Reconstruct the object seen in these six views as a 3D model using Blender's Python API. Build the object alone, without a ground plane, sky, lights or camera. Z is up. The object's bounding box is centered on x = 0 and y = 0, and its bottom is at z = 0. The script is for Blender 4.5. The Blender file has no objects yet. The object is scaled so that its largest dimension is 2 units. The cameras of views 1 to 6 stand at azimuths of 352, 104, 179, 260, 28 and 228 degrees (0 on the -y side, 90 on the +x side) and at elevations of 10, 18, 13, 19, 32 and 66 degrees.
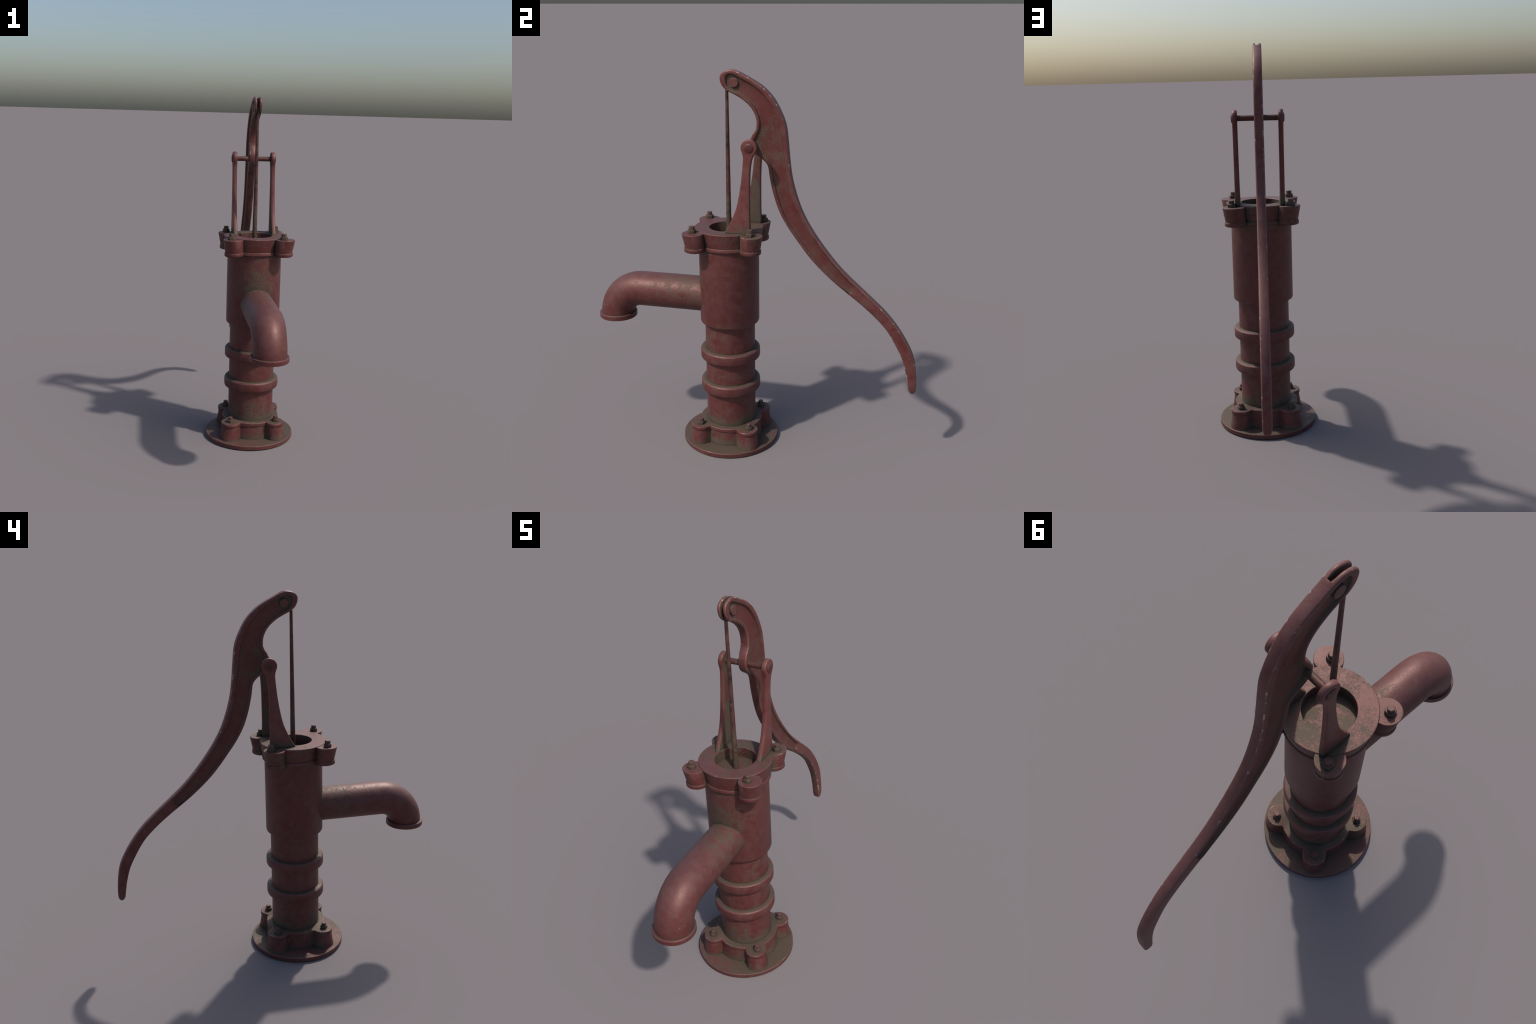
import bpy, bmesh, math
from mathutils import Vector
from mathutils.geometry import tessellate_polygon

# ------------------------------------------------------------------ frame
AXIS = (0.0065, -0.128)          # vertical axis of the barrel
HX = 0.0035                      # middle plane of the handle
FX = 0.009                       # middle plane of the fork


# ------------------------------------------------------------------ helpers
def new_object(name, bm, mat, parent=None, smooth_angle=35):
    bmesh.ops.recalc_face_normals(bm, faces=bm.faces[:])
    me = bpy.data.meshes.new(name)
    bm.to_mesh(me)
    bm.free()
    ob = bpy.data.objects.new(name, me)
    bpy.context.scene.collection.objects.link(ob)
    me.materials.append(mat)
    if smooth_angle:
        me.polygons.foreach_set("use_smooth", [True] * len(me.polygons))
        me.set_sharp_from_angle(angle=math.radians(smooth_angle))
    if parent:
        ob.parent = parent
    return ob


def add_loop(bm, pts):
    return [bm.verts.new(p) for p in pts]


def bridge(bm, a, b):
    n = len(a)
    for i in range(n):
        j = (i + 1) % n
        bm.faces.new((a[i], a[j], b[j], b[i]))


def loft(bm, loops, cap_start=True, cap_end=True):
    rows = [add_loop(bm, l) for l in loops]
    for a, b in zip(rows, rows[1:]):
        bridge(bm, a, b)
    if cap_start:
        bm.faces.new(rows[0][::-1])
    if cap_end:
        bm.faces.new(rows[-1])
    return rows


def ring(c, r, z, n=72, phase=0.0):
    return [(c[0] + r * math.cos(2 * math.pi * (i + phase) / n),
             c[1] + r * math.sin(2 * math.pi * (i + phase) / n), z) for i in range(n)]


def turned(bm, c, profile, n=72, cap_start=True, cap_end=True):
    """lathe: profile is a list of (radius, z)"""
    return loft(bm, [ring(c, r, z, n) for r, z in profile], cap_start, cap_end)


def catmull(pts, closed=True, step=0.006):
    """smooth curve through 2D control points, resampled at even steps"""
    n = len(pts)
    dense = []
    segs = n if closed else n - 1
    for i in range(segs):
        if closed:
            p0, p1, p2, p3 = (pts[(i + k) % n] for k in (-1, 0, 1, 2))
        else:
            p0, p1, p2, p3 = (pts[min(max(i + k, 0), n - 1)] for k in (-1, 0, 1, 2))
        p0, p1, p2, p3 = map(Vector, (p0, p1, p2, p3))
        # centripetal parametrisation avoids overshoot
        t0 = 0.0
        t1 = t0 + max((p1 - p0).length, 1e-5) ** 0.5
        t2 = t1 + max((p2 - p1).length, 1e-5) ** 0.5
        t3 = t2 + max((p3 - p2).length, 1e-5) ** 0.5
        for k in range(12):
            t = t1 + (t2 - t1) * k / 12
            a1 = p0 * ((t1 - t) / (t1 - t0)) + p1 * ((t - t0) / (t1 - t0))
            a2 = p1 * ((t2 - t) / (t2 - t1)) + p2 * ((t - t1) / (t2 - t1))
            a3 = p2 * ((t3 - t) / (t3 - t2)) + p3 * ((t - t2) / (t3 - t2))
            b1 = a1 * ((t2 - t) / (t2 - t0)) + a2 * ((t - t0) / (t2 - t0))
            b2 = a2 * ((t3 - t) / (t3 - t1)) + a3 * ((t - t1) / (t3 - t1))
            dense.append(b1 * ((t2 - t) / (t2 - t1)) + b2 * ((t - t1) / (t2 - t1)))
    if not closed:
        dense.append(Vector(pts[-1]))
        ring_pts = dense
    else:
        ring_pts = dense + [dense[0]]
    d = [0.0]
    for a, b in zip(ring_pts, ring_pts[1:]):
        d.append(d[-1] + (b - a).length)
    m = max(8, int(d[-1] / step))
    out, j = [], 0
    for i in range(m if closed else m + 1):
        s = d[-1] * i / m
        while j < len(d) - 2 and d[j + 1] < s:
            j += 1
        f = (s - d[j]) / max(d[j + 1] - d[j], 1e-9)
        out.append(ring_pts[j].lerp(ring_pts[j + 1], min(max(f, 0), 1)))
    return out


def area(loop):
    return 0.5 * sum(a.x * b.y - b.x * a.y for a, b in zip(loop, loop[1:] + loop[:1]))


def inset(loop, w):
    """move a counter-clockwise closed 2D loop inwards by w"""
    n, out = len(loop), []
    for i in range(n):
        t = (loop[(i + 1) % n] - loop[i - 1]).normalized()
        out.append(loop[i] + Vector((-t.y, t.x)) * w)
    return out


def ccw(loop):
    return loop if area(loop) > 0 else loop[::-1]


def fill(bm, loops, side):
    """cover the flat area inside loops[0] (minus the hole loops[1:]) with triangles"""
    verts = [v for l in loops for v in l]
    flat = [[Vector((v.co.y, v.co.z, 0)) for v in l] for l in loops]
    for tri in tessellate_polygon(flat):
        f = [verts[i] for i in tri]
        if len(set(f)) == 3 and bm.faces.get(f) is None:
            bm.faces.new(f)


def lift(loop, x):
    return [(x, p.x, p.y) for p in loop]


def slab(bm, outline, x_mid, half, r, crown=0.0, steps=4):
    """plate in the y-z plane with rounded edges"""
    o = ccw(outline)
    levels = []
    for k in range(-steps, steps + 1):
        a = (abs(k) / steps) * math.pi / 2
        s = 1 if k > 0 else -1 if k < 0 else 0
        levels.append((s * (half - r + r * math.sin(a)), r * (1 - math.cos(a))))
    rows = [add_loop(bm, lift(inset(o, w), x_mid + x)) for x, w in levels]
    for a, b in zip(rows, rows[1:]):
        bridge(bm, a, b)
    fill(bm, [rows[0]], -1)
    fill(bm, [rows[-1]], 1)


# ------------------------------------------------------------------ materials
class Nodes:
    def __init__(self, name):
        self.mat = bpy.data.materials.new(name)
        self.mat.use_nodes = True
        self.t = self.mat.node_tree
        self.t.nodes.clear()

    def n(self, kind, **kw):
        nd = self.t.nodes.new(kind)
        for k, v in kw.items():
            setattr(nd, k, v)
        return nd

    def link(self, a, b):
        self.t.links.new(a, b)

    def put(self, sock, v):
        if hasattr(v, "is_linked"):
            self.link(v, sock)
        else:
            sock.default_value = v

    def math(self, op, a, b=0.0, c=0.0, clamp=False):
        nd = self.n("ShaderNodeMath", operation=op, use_clamp=clamp)
        for s, v in zip(nd.inputs, (a, b, c)):
            self.put(s, v)
        return nd.outputs[0]

    def sub(self, a, b):
        return self.math("SUBTRACT", a, b)

    def add(self, a, b):
        return self.math("ADD", a, b)

    def mul(self, a, b):
        return self.math("MULTIPLY", a, b)

    def ramp(self, v, lo, hi, out_lo=0.0, out_hi=1.0, smooth=True):
        nd = self.n("ShaderNodeMapRange")
        nd.interpolation_type = "SMOOTHSTEP" if smooth else "LINEAR"
        for s, x in zip(nd.inputs[:5], (v, lo, hi, out_lo, out_hi)):
            self.put(s, x)
        return nd.outputs[0]

    def mix(self, f, a, b):
        nd = self.n("ShaderNodeMix", data_type="RGBA")
        self.put(nd.inputs[0], f)
        for s, v in ((nd.inputs[6], a), (nd.inputs[7], b)):
            self.put(s, (*v, 1) if isinstance(v, tuple) else v)
        return nd.outputs[2]

    def noise(self, co, scale, detail=4.0, rough=0.55, dist=0.0):
        nd = self.n("ShaderNodeTexNoise")
        self.link(co, nd.inputs["Vector"])
        nd.inputs["Scale"].default_value = scale
        nd.inputs["Detail"].default_value = detail
        nd.inputs["Roughness"].default_value = rough
        nd.inputs["Distortion"].default_value = dist
        return nd.outputs[0]


RED_DEEP = (0.080, 0.018, 0.018)
RED = (0.090, 0.028, 0.026)
RED_DUSTY = (0.120, 0.054, 0.051)
GRIME = (0.064, 0.046, 0.032)
GRIME_DARK = (0.030, 0.025, 0.019)
CHIP = (0.42, 0.34, 0.29)


def weathered(name, bias=0.0, up_w=0.30, crev_w=1.0, patch=0.75, zones=(), chips=1.0,
              red=RED, deep=RED_DEEP, dusty=RED_DUSTY, ao_dist=0.07, ao_hi=0.86, rough=0.49, fine_w=1.0, corner=False, edge_r=0.010):
    """Red paint over cast iron: grime in crevices and on ledges, worn edges.
    zones: ('z'|'y'|'r', low, high, weight) extra grime that fades along an axis,
    or ('ball', (x,y,z), radius, weight)."""
    N = Nodes(name)
    co = N.n("ShaderNodeTexCoord").outputs["Object"]
    geo = N.n("ShaderNodeNewGeometry")
    sep = N.n("ShaderNodeSeparateXYZ")
    N.link(co, sep.inputs[0])
    nsep = N.n("ShaderNodeSeparateXYZ")
    N.link(geo.outputs["Normal"], nsep.inputs[0])
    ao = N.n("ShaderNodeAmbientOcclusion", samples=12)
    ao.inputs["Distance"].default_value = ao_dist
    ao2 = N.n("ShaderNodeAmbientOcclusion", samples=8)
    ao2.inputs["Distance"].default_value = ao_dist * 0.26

    big = N.noise(co, 8.0, 3, 0.5)
    mid = N.noise(co, 26.0, 5, 0.6, 0.4)
    fine = N.noise(co, 95.0, 4, 0.65, 0.8)
    grain = N.noise(co, 420.0, 2, 0.5)

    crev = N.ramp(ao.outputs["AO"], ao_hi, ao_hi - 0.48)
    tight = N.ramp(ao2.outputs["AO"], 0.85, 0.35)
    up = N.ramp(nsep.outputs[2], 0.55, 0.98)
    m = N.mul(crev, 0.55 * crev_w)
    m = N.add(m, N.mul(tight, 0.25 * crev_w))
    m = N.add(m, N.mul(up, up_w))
    for zone in zones:
        if zone[0] == "ball":
            d = N.n("ShaderNodeVectorMath", operation="DISTANCE")
            N.link(co, d.inputs[0])
            d.inputs[1].default_value = zone[1]
            m = N.add(m, N.mul(N.ramp(d.outputs["Value"], zone[2], zone[2] * 0.25), zone[3]))
        else:
            src = {"x": sep.outputs[0], "y": sep.outputs[1], "z": sep.outputs[2],
                   "nz": nsep.outputs[2], "web": N.math("ABSOLUTE", N.sub(sep.outputs[0], HX))}[zone[0]]
            m = N.add(m, N.mul(N.ramp(src, zone[1], zone[2]), zone[3]))
    v = N.add(N.mul(N.sub(big, 0.5), patch * 1.4), N.mul(N.sub(mid, 0.5), patch * 1.7))
    v = N.add(v, N.mul(N.sub(fine, 0.5), patch * 1.7 * fine_w))
    m = N.add(N.add(m, v), bias + 0.06)
    cover = N.ramp(m, 0.40, 0.46)
    film = N.ramp(m, 0.05, 0.45, 0.0, 0.50)
    cover = N.math("MAXIMUM", cover, film)

    # paint
    blotch = N.noise(co, 14.0, 6, 0.65, 0.6)
    p = N.mix(N.ramp(blotch, 0.36, 0.60), deep, red)
    dust = N.add(N.mul(N.ramp(nsep.outputs[2], 0.1, 0.9), 0.55), N.mul(N.ramp(mid, 0.35, 0.7), 0.35))
    p = N.mix(dust, p, dusty)
    # worn, paler edges
    bev = N.n("ShaderNodeBevel", samples=8)
    bev.inputs["Radius"].default_value = edge_r
    dot = N.n("ShaderNodeVectorMath", operation="DOT_PRODUCT")
    N.link(bev.outputs[0], dot.inputs[0])
    N.link(geo.outputs["Normal"], dot.inputs[1])
    edge = N.ramp(dot.outputs["Value"], 0.985, 0.88)
    if corner:                                         # rounded long edges of the handle: normals between side and face
        nx = N.math("ABSOLUTE", nsep.outputs[0])
        edge = N.math("MULTIPLY", 1.0, N.mul(N.mul(N.ramp(nx, 0.985, 0.86), N.ramp(nx, 0.15, 0.45)),
                                              N.ramp(N.math("ABSOLUTE", N.sub(sep.outputs[0], HX)), 0.0217, 0.0208)))
    edge = N.mul(edge, N.sub(1.0, tight))
    p = N.mix(N.mul(edge, 0.7), p, (dusty[0] * 1.15, dusty[1] * 1.15, dusty[2] * 1.15))  # on handle rims this paler tint paints in light caught by the angled edge
    g = N.mix(N.ramp(grain, 0.3, 0.7, 0.0, 0.55), GRIME, (0.092, 0.072, 0.056))
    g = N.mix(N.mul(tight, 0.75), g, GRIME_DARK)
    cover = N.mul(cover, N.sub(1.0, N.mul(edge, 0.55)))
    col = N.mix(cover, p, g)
    col = N.mix(N.math("MAXIMUM", N.mul(crev, 0.22), N.mul(tight, 0.50)), col, GRIME_DARK)     # occlusion shadow baked into the colour of corners and crevices
    # chipped specks: on edges mostly, a few on open faces
    chip_n = N.noise(co, 30.0, 6, 0.7)
    spot = N.ramp(chip_n, 0.575, 0.63)
    spot_fine = N.ramp(N.noise(co, 130.0, 3, 0.6), 0.68, 0.74)
    chip = N.math("MAXIMUM", N.mul(spot, N.ramp(edge, 0.15, 0.7)), N.mul(spot_fine, 0.40))
    chip = N.mul(chip, chips)
    col = N.mix(N.mul(chip, 0.8), col, CHIP)

    b = N.n("ShaderNodeBsdfPrincipled")
    N.link(col, b.inputs["Base Color"])
    rg = N.add(N.mul(cover, 0.66 - rough), rough)
    rg = N.add(rg, N.mul(N.sub(mid, 0.5), 0.15))
    N.link(rg, b.inputs["Roughness"])
    b.inputs["Specular IOR Level"].default_value = 0.5
    tint = N.mix(cover, (1.0, 0.68, 0.62), (1.0, 0.88, 0.74))
    N.link(tint, b.inputs["Specular Tint"])
    h = N.add(N.mul(cover, 0.5), N.mul(fine, 0.5))
    h = N.add(h, N.mul(grain, 0.25))
    bump = N.n("ShaderNodeBump")
    bump.inputs["Strength"].default_value = 0.38
    bump.inputs["Distance"].default_value = 0.0025
    N.link(h, bump.inputs["Height"])
    bev2 = N.n("ShaderNodeBevel", samples=6)
    bev2.inputs["Radius"].default_value = 0.003
    N.link(bev2.outputs[0], bump.inputs["Normal"])
    N.link(bump.outputs[0], b.inputs["Normal"])
    out = N.n("ShaderNodeOutputMaterial")
    N.link(b.outputs[0], out.inputs[0])
    return N.mat


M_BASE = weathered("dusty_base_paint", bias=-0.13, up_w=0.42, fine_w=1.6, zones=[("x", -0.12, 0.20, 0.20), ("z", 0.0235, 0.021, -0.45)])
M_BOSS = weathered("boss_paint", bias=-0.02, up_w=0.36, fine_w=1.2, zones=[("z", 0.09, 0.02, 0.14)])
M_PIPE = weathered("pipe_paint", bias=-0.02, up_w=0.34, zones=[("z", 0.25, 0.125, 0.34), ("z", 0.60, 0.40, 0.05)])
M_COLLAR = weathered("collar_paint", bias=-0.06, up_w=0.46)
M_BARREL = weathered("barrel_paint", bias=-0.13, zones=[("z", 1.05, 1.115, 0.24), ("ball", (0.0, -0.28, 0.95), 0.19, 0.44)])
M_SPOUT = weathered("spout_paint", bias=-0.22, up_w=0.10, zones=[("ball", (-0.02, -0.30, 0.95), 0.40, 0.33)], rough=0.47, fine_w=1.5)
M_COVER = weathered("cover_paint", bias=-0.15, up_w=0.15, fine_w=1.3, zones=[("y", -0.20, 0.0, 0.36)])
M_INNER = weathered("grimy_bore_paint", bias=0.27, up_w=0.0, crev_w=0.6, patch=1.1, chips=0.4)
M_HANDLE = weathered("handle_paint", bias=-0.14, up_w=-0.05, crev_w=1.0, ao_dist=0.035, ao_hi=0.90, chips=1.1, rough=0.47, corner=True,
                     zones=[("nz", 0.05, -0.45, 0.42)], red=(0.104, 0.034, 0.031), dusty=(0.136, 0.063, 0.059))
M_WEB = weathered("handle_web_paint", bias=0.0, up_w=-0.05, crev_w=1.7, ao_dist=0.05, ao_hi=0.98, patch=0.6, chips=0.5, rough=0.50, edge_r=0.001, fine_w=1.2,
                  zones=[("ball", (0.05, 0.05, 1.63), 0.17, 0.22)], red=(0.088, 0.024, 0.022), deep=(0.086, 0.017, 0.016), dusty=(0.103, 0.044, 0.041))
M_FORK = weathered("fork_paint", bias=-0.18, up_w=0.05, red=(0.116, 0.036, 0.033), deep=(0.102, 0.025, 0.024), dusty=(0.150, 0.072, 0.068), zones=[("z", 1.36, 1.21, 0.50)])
M_PIN = weathered("pin_paint", bias=-0.10, up_w=0.0, red=(0.070, 0.022, 0.020), deep=(0.060, 0.015, 0.014), dusty=(0.085, 0.040, 0.036), ao_dist=0.03,  # red darkened to carry the shading of the domed head
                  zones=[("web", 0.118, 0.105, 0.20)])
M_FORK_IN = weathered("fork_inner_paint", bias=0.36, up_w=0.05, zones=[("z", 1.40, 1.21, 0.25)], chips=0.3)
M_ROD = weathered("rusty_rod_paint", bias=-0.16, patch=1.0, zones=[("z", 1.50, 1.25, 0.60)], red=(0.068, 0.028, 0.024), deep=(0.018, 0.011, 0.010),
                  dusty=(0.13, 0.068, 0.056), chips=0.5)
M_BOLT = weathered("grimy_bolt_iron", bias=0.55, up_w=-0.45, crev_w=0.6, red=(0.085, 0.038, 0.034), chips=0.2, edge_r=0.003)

# ------------------------------------------------------------------ root
pump = bpy.data.objects.new("water_pump", None)
bpy.context.scene.collection.objects.link(pump)
pump["label"] = "old red cast iron hand water pump with long curved handle"
pump["category"] = "hand water pump"

# ------------------------------------------------------------------ base plate
bm = bmesh.new()
turned(bm, (0.0, -0.1335), [(0.257, 0.0), (0.260, 0.003), (0.260, 0.0225), (0.2575, 0.025)], n=64)
new_object("base_plate", bm, M_BASE, pump)


# ------------------------------------------------------------------ clover castings
def clover(R, d, r, z, turn=0.0, n=288):
    """disc of radius R with four round lugs (radius r at distance d, on the diagonals)"""
    pts = []
    for i in range(n):
        th = 2 * math.pi * i / n
        rho = R
        for k in range(4):
            ph = math.pi / 4 + k * math.pi / 2 + math.radians(turn)
            c = d * math.cos(th - ph)
            q = r * r - (d * math.sin(th - ph)) ** 2
            if q > 0 and c > 0:
                rho = max(rho, c + math.sqrt(q))
        pts.append((AXIS[0] + rho * math.cos(th), AXIS[1] + rho * math.sin(th), z))
    return pts


bm = bmesh.new()
loft(bm, [clover(0.168, 0.188, 0.0585, 0.020, -1.5), clover(0.161, 0.180, 0.0525, 0.103, -1.5),
          clover(0.1655, 0.181, 0.0552, 0.1045, -1.5), clover(0.167, 0.181, 0.0560, 0.106, -1.5),
          clover(0.167, 0.181, 0.0560, 0.1215, -1.5), clover(0.1645, 0.181, 0.0540, 0.124, -1.5)])
new_object("lower_flange", bm, M_BOSS, pump, 40)

# ------------------------------------------------------------------ standing pipe and its collars
bm = bmesh.new()
turned(bm, AXIS, [(0.1325, 0.118), (0.1325, 0.720)], cap_start=False, cap_end=False)
new_object("standing_pipe", bm, M_PIPE, pump)
for z0 in (0.312, 0.494):
    bm = bmesh.new()
    turned(bm, AXIS, [(0.130, z0 - 0.004), (0.1530, z0 - 0.004), (0.1575, z0 - 0.0015), (0.1597, z0 + 0.0040),
                      (0.1597, z0 + 0.0395), (0.1582, z0 + 0.0445), (0.1535, z0 + 0.0495), (0.1500, z0 + 0.0508), (0.130, z0 + 0.0522)],
           cap_start=False, cap_end=False)
    new_object("collar", bm, M_COLLAR, pump, 25)

# ------------------------------------------------------------------ upper barrel
bm = bmesh.new()
turned(bm, AXIS, [(0.1310, 0.6985), (0.1500, 0.6985), (0.1545, 0.7005), (0.1562, 0.7055), (0.1562, 1.120)],
       cap_start=False, cap_end=False)
new_object("barrel", bm, M_BARREL, pump)

# ------------------------------------------------------------------ cover: clover ring with lugs, raised disc with bore
bm = bmesh.new()
turned(bm, AXIS, [(0.140, 1.1125), (0.160, 1.1125), (0.166, 1.1160), (0.168, 1.1180), (0.168, 1.1330), (0.1665, 1.1350), (0.150, 1.1352)],
       n=96, cap_start=False, cap_end=False)
new_object("cover_ring", bm, M_COVER, pump, 40)
# lugs: cones that lean out from the axis, with a ring at the foot (the casting is not quite regular)
for lx, ly in ((0.1345, 0.1555), (-0.1425, 0.1315), (-0.1420, -0.1460), (0.1535, -0.1425)):
    bm = bmesh.new()
    loft(bm, [ring((AXIS[0] + lx * d, AXIS[1] + ly * d), r, z, 64) for d, r, z in
              ((0.944, 0.0480, 1.1118), (0.954, 0.0525, 1.1152), (0.954, 0.0540, 1.1172), (0.954, 0.0540, 1.1322), (0.954, 0.0530, 1.1342),
               (0.946, 0.0510, 1.1345), (1.0, 0.0562, 1.2065), (1.0, 0.0550, 1.2085))])
    new_object("cover_lug", bm, M_COVER, pump, 40)
bm = bmesh.new()
turned(bm, AXIS, [(0.1640, 1.1360), (0.1780, 1.2095), (0.1755, 1.2120), (0.1015, 1.2120), (0.1000, 1.2105)],
       n=96, cap_start=False, cap_end=False)
new_object("cover_disc", bm, M_COVER, pump)
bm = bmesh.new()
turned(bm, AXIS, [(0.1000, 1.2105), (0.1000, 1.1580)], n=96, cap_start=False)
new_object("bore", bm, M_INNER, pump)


# ------------------------------------------------------------------ bolts with nuts
def hexagon(r, z0, z1, ch):
    b = bmesh.new()
    loft(b, [ring((0, 0), r, z0, 6), ring((0, 0), r, z1 - ch, 6), ring((0, 0), r - ch * 1.3, z1, 6)])
    return b


bolt_proto = nut_proto = None
spots = []
for sx, sy in ((1, 1), (-1, 1), (-1, -1), (1, -1)):
    spots.append((0.0035 + sx * 0.1485, -0.128 + sy * 0.1500, 1.2075, 1.0, 17 * sx + 31 * sy))
for sx, sy in ((1, 1), (-1, 1), (-1, -1), (1, -1)):
    spots.append((AXIS[0] + sx * 0.134, AXIS[1] + sy * 0.134, 0.1235, 0.92, 41 * sx - 13 * sy))
for x, y, z, s, rot in spots:
    if bolt_proto is None:
        bolt_proto = new_object("bolt", hexagon(0.0148, 0.0, 0.0355, 0.0012), M_BOLT, pump, 0)
        nut_proto = new_object("nut", hexagon(0.0215, -0.001, 0.0185, 0.0014), M_BOLT, bolt_proto, 0)
        bolt, nut = bolt_proto, nut_proto
    else:
        bolt, nut = bolt_proto.copy(), nut_proto.copy()
        bpy.context.scene.collection.objects.link(bolt)
        bpy.context.scene.collection.objects.link(nut)
        bolt.parent, nut.parent = pump, bolt
    bolt.location = (x, y, z)
    bolt.scale = (s, s, s)
    bolt.rotation_euler = (0, 0, math.radians(rot))
    nut.rotation_euler = (0, 0, math.radians(rot * 0.7 + 12))

# ------------------------------------------------------------------ spout: straight pipe, elbow, lip
bm = bmesh.new()
CX, ZC, YE, RB = AXIS[0], 0.831, -0.7700, 0.150


def spout_path():
    pts = [(-0.20, ZC, 0.0), (-0.40, ZC, 0.0), (YE + RB, ZC, 0.0)]
    for k in range(1, 13):
        a = math.pi / 2 * k / 12
        pts.append((YE + RB - RB * math.sin(a), ZC - RB + RB * math.cos(a), a))
    pts.append((YE, 0.668, math.pi / 2))
    return pts


def spout_ring(y, z, a, r, n=48):
    u = Vector((0, -math.sin(a), math.cos(a)))      # perpendicular, in the bend plane
    return [tuple(Vector((CX, y, z)) + Vector((1, 0, 0)) * r * math.cos(t) + u * r * math.sin(t))
            for t in (2 * math.pi * i / n for i in range(n))]


path = spout_path()
rows = []
for i, (y, z, a) in enumerate(path):
    rows.append(spout_ring(y, z, a, 0.0935 - 0.0035 * i / (len(path) - 1)))
loft(bm, rows, cap_start=False, cap_end=False)
spout = new_object("spout", bm, M_SPOUT, pump)
bm = bmesh.new()
turned(bm, (CX, YE), [(0.0880, 0.6888), (0.0990, 0.6886), (0.1015, 0.6863), (0.1015, 0.6640), (0.0995, 0.6618),
                      (0.0810, 0.6618), (0.0790, 0.6640), (0.0780, 0.7400)], n=64, cap_start=False, cap_end=True)
new_object("spout_lip", bm, M_SPOUT, spout)

# ------------------------------------------------------------------ handle
UPPER = [(-0.159, 1.957), (-0.157, 1.972), (-0.148, 1.985), (-0.129, 1.995), (-0.099, 2.0), (-0.068, 1.992),
         (-0.037, 1.977), (0.017, 1.949), (0.058, 1.922), (0.108, 1.871), (0.150, 1.797), (0.171, 1.740),
         (0.182, 1.660), (0.191, 1.569), (0.203, 1.485), (0.226, 1.398), (0.260, 1.308), (0.306, 1.226),
         (0.366, 1.140), (0.444, 1.045), (0.500, 0.989), (0.567, 0.929), (0.640, 0.864), (0.692, 0.815),
         (0.744, 0.755), (0.803, 0.668), (0.842, 0.590), (0.859, 0.522), (0.8685, 0.437), (0.869, 0.405),
         (0.8660, 0.3880), (0.8590, 0.3770), (0.8490, 0.3730)]
LOWER = [(0.8390, 0.3790), (0.8310, 0.3920), (0.8255, 0.420), (0.812, 0.490), (0.791, 0.563), (0.757, 0.632), (0.702, 0.720),
         (0.636, 0.789), (0.563, 0.851), (0.500, 0.899), (0.440, 0.945), (0.369, 1.007), (0.300, 1.078),
         (0.235, 1.162), (0.173, 1.250), (0.136, 1.322), (0.110, 1.400), (0.092, 1.480), (0.081, 1.541),
         (0.061, 1.566), (0.026, 1.590), (0.003, 1.610), (-0.008, 1.640), (-0.007, 1.665), (0.003, 1.690),
         (0.0205, 1.718), (0.025, 1.748), (0.018, 1.785), (-0.004, 1.823), (-0.043, 1.858), (-0.087, 1.883),
         (-0.129, 1.904), (-0.151, 1.929)]
RECESS = [(-0.1285, 1.955), (-0.126, 1.970), (-0.113, 1.980), (-0.095, 1.979), (-0.046, 1.957), (0.025, 1.918),
          (0.078, 1.866), (0.118, 1.803), (0.139, 1.746), (0.155, 1.660), (0.170, 1.556), (0.184, 1.462),
          (0.216, 1.350), (0.269, 1.249), (0.330, 1.158), (0.400, 1.074), (0.470, 0.998), (0.526, 0.941),
          (0.527, 0.927), (0.516, 0.905), (0.506, 0.908), (0.450, 0.955), (0.380, 1.019), (0.303, 1.103),
          (0.242, 1.182), (0.192, 1.250), (0.157, 1.320), (0.131, 1.395), (0.112, 1.470), (0.101, 1.535),
          (0.086, 1.566), (0.064, 1.584), (0.034, 1.606), (0.014, 1.635), (0.013, 1.662), (0.026, 1.690),
          (0.042, 1.735), (0.037, 1.781), (0.010, 1.832), (-0.044, 1.877), (-0.105, 1.910), (-0.122, 1.925)]
HALF, WEB = 0.0222, 0.0112

outline = ccw(catmull(UPPER + LOWER, step=0.006))
recess = ccw(catmull(RECESS, step=0.006))
bm = bmesh.new()


def thin_tip(loop3d):
    """the free end of the handle narrows sideways"""
    out = []
    for x, y, z in loop3d:
        t = min(max((0.425 - z) / 0.05, 0.0), 1.0) if y > 0.78 else 0.0
        out.append((HX + (x - HX) * (1 - 0.30 * t * t), y, z))
    return out


outer_rows = []
RO = 0.0085
for k in range(-5, 6):
    a = abs(k) / 5 * math.pi / 2
    s = (k > 0) - (k < 0)
    outer_rows.append(add_loop(bm, thin_tip(lift(inset(outline, RO * (1 - math.cos(a))), HX + s * (HALF - RO + RO * math.sin(a))))))
for a, b in zip(outer_rows, outer_rows[1:]):
    bridge(bm, a, b)
for side, edge_row in ((-1, outer_rows[0]), (1, outer_rows[-1])):
    prof = [(-0.0050, HALF), (-0.0022, HALF - 0.0007), (0.0, HALF - 0.0024), (0.0010, WEB + 0.0022),
            (0.0022, WEB + 0.0009), (0.0050, WEB)]
    rr = [add_loop(bm, lift(inset(recess, w), HX + side * x)) for w, x in prof]
    fill(bm, [edge_row, rr[0]], side)
    bridge(bm, rr[0], rr[1])
    before = len(bm.faces)
    for a, b in zip(rr[1:], rr[2:]):
        bridge(bm, a, b)
    fill(bm, [rr[-1]], side)
    bm.faces.ensure_lookup_table()
    for f in bm.faces[before:]:
        f.material_index = 1                           # recessed side
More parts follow.
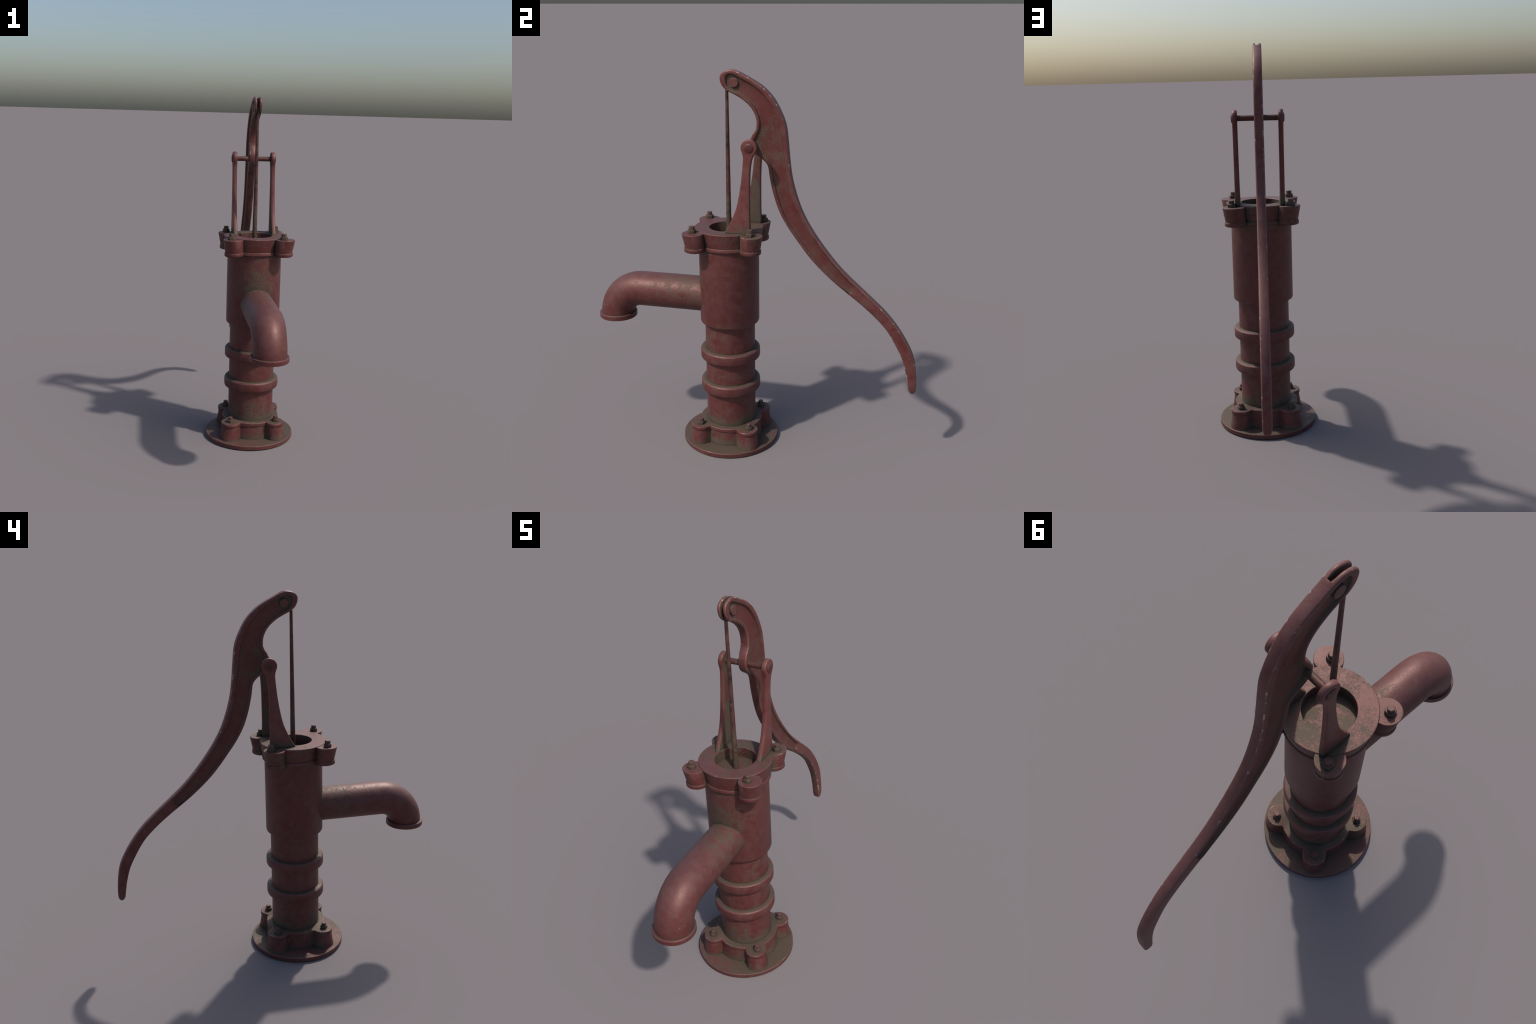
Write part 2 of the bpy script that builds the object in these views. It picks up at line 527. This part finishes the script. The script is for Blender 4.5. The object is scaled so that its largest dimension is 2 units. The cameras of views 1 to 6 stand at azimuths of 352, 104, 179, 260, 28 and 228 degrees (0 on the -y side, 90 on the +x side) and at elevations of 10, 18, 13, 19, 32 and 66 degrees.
handle = new_object("handle", bm, M_HANDLE, pump, 45)
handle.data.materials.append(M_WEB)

# slot in the head that takes the rod
cut = bmesh.new()
slot = [Vector(p) for p in ((-0.30, 1.70), (-0.075, 1.80), (-0.067, 1.90), (-0.066, 1.97), (-0.062, 1.993), (-0.052, 2.06), (-0.30, 2.10))]
SW = 0.0066
rows = [add_loop(cut, lift(ccw(slot), HX + x)) for x in (-SW, SW)]
bridge(cut, *rows)
cut.faces.new(rows[0][::-1])
cut.faces.new(rows[1])
cutter = new_object("slot_cutter", cut, M_HANDLE, None, 0)
# rounded lips of the slot: a flared groove that follows the outline round the head
LIP = 0.0075
head = [i for i, p in enumerate(outline) if p.x < -0.060 and p.y > 1.86]
start = next(i for i in head if (i - 1) % len(outline) not in head)
run = [(start + k) % len(outline) for k in range(len(head))]
cut = bmesh.new()
rows = []
for k, i in enumerate(run):
    t = (outline[(i + 1) % len(outline)] - outline[i - 1]).normalized()
    nrm = Vector((-t.y, t.x))
    g = min(1.0, (min(k, len(run) - 1 - k) + 0.6) / 3.0)
    L = LIP * g
    sec = [(-0.004, SW + L), (0.0, SW + L)]
    sec += [(L - L * math.cos(math.radians(q)), SW + L - L * math.sin(math.radians(q))) for q in (22, 45, 68, 90)]
    full = sec + [(w, -x) for w, x in sec[::-1]]
    rows.append([(HX + x, outline[i].x + nrm.x * w, outline[i].y + nrm.y * w) for w, x in full])
loft(cut, rows)
lips = new_object("lip_cutter", cut, M_HANDLE, None, 0)
for c in (cutter, lips):
    mod = handle.modifiers.new("slot", "BOOLEAN")
    mod.object, mod.operation, mod.solver = c, "DIFFERENCE", "EXACT"
bpy.context.view_layer.update()
dg = bpy.context.evaluated_depsgraph_get()
done = bpy.data.meshes.new_from_object(handle.evaluated_get(dg))
handle.modifiers.clear()
old = handle.data
handle.data = done
done.name = "handle"
bpy.data.meshes.remove(old)
bpy.data.objects.remove(cutter)
bpy.data.objects.remove(lips)
done.polygons.foreach_set("use_smooth", [True] * len(done.polygons))
done.set_sharp_from_angle(angle=math.radians(45))


def cross_pin(name, y, z, spans, mat, parent, n=24):
    """pin along x: spans is a list of (x, radius)"""
    b = bmesh.new()
    loft(b, [[(x, y + r * math.cos(2 * math.pi * i / n), z + r * math.sin(2 * math.pi * i / n)) for i in range(n)]
             for x, r in spans])
    return new_object(name, b, mat, parent)


H = 0.0225
cross_pin("head_pin", -0.0865, 1.9395,
          [(HX - H, 0.0205), (HX - H + 0.0015, 0.0222), (HX - 0.010, 0.0222), (HX - 0.0098, 0.009), (HX + 0.0098, 0.009),
           (HX + 0.010, 0.0222), (HX + H - 0.0015, 0.0222), (HX + H, 0.0205)], M_HANDLE, handle)

# ------------------------------------------------------------------ fork: two arms with eyes
PY, PZ, PR = 0.0143, 1.6435, 0.0410
arc = [(PY + PR * math.cos(a), PZ + PR * math.sin(a)) for a in
       (math.radians(-28 + (236 * k / 14)) for k in range(15))]
ARM = arc + [(-0.0165, 1.606), (-0.0155, 1.585), (-0.0185, 1.548), (-0.0260, 1.480), (-0.0380, 1.405), (-0.0540, 1.338),
             (-0.0780, 1.280), (-0.1050, 1.230), (-0.1150, 1.211), (-0.1100, 1.208), (-0.0500, 1.207), (0.0120, 1.207), (0.0175, 1.212),
             (0.0175, 1.300), (0.0172, 1.400), (0.0180, 1.470), (0.0220, 1.545), (0.0300, 1.588), (0.0390, 1.608)]
arm_line = catmull(ARM, step=0.005)
for s in (1, -1):
    bm = bmesh.new()
    slab(bm, arm_line, FX + s * 0.1125, 0.0122, 0.0065)
    arm = new_object("fork_arm", bm, M_FORK, pump)
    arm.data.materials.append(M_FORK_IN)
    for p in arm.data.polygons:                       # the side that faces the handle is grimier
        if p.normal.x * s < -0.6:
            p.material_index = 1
cross_pin("pivot_shaft", PY, PZ,
          [(FX - 0.1310, 0.0100), (FX - 0.1300, 0.0180), (FX - 0.1280, 0.0222), (FX - 0.1230, 0.0225), (FX - 0.1225, 0.0140),
           (FX + 0.1225, 0.0140), (FX + 0.1230, 0.0225), (FX + 0.1280, 0.0222), (FX + 0.1300, 0.0180), (FX + 0.1310, 0.0100)], M_PIN, pump, 16)

# ------------------------------------------------------------------ rod from the handle head down into the bore
bm = bmesh.new()
RX, RY = 0.0050, -0.1270
rows = []
for k in range(41):
    f = k / 40
    z = 1.150 + (1.945 - 1.150) * f
    r = 0.0140 - 0.0066 * f
    w = 0.00015 * math.sin(f * 37)
    rows.append(ring((RX, RY), r + w, z, 14))
loft(bm, rows)
new_object("piston_rod", bm, M_ROD, pump)
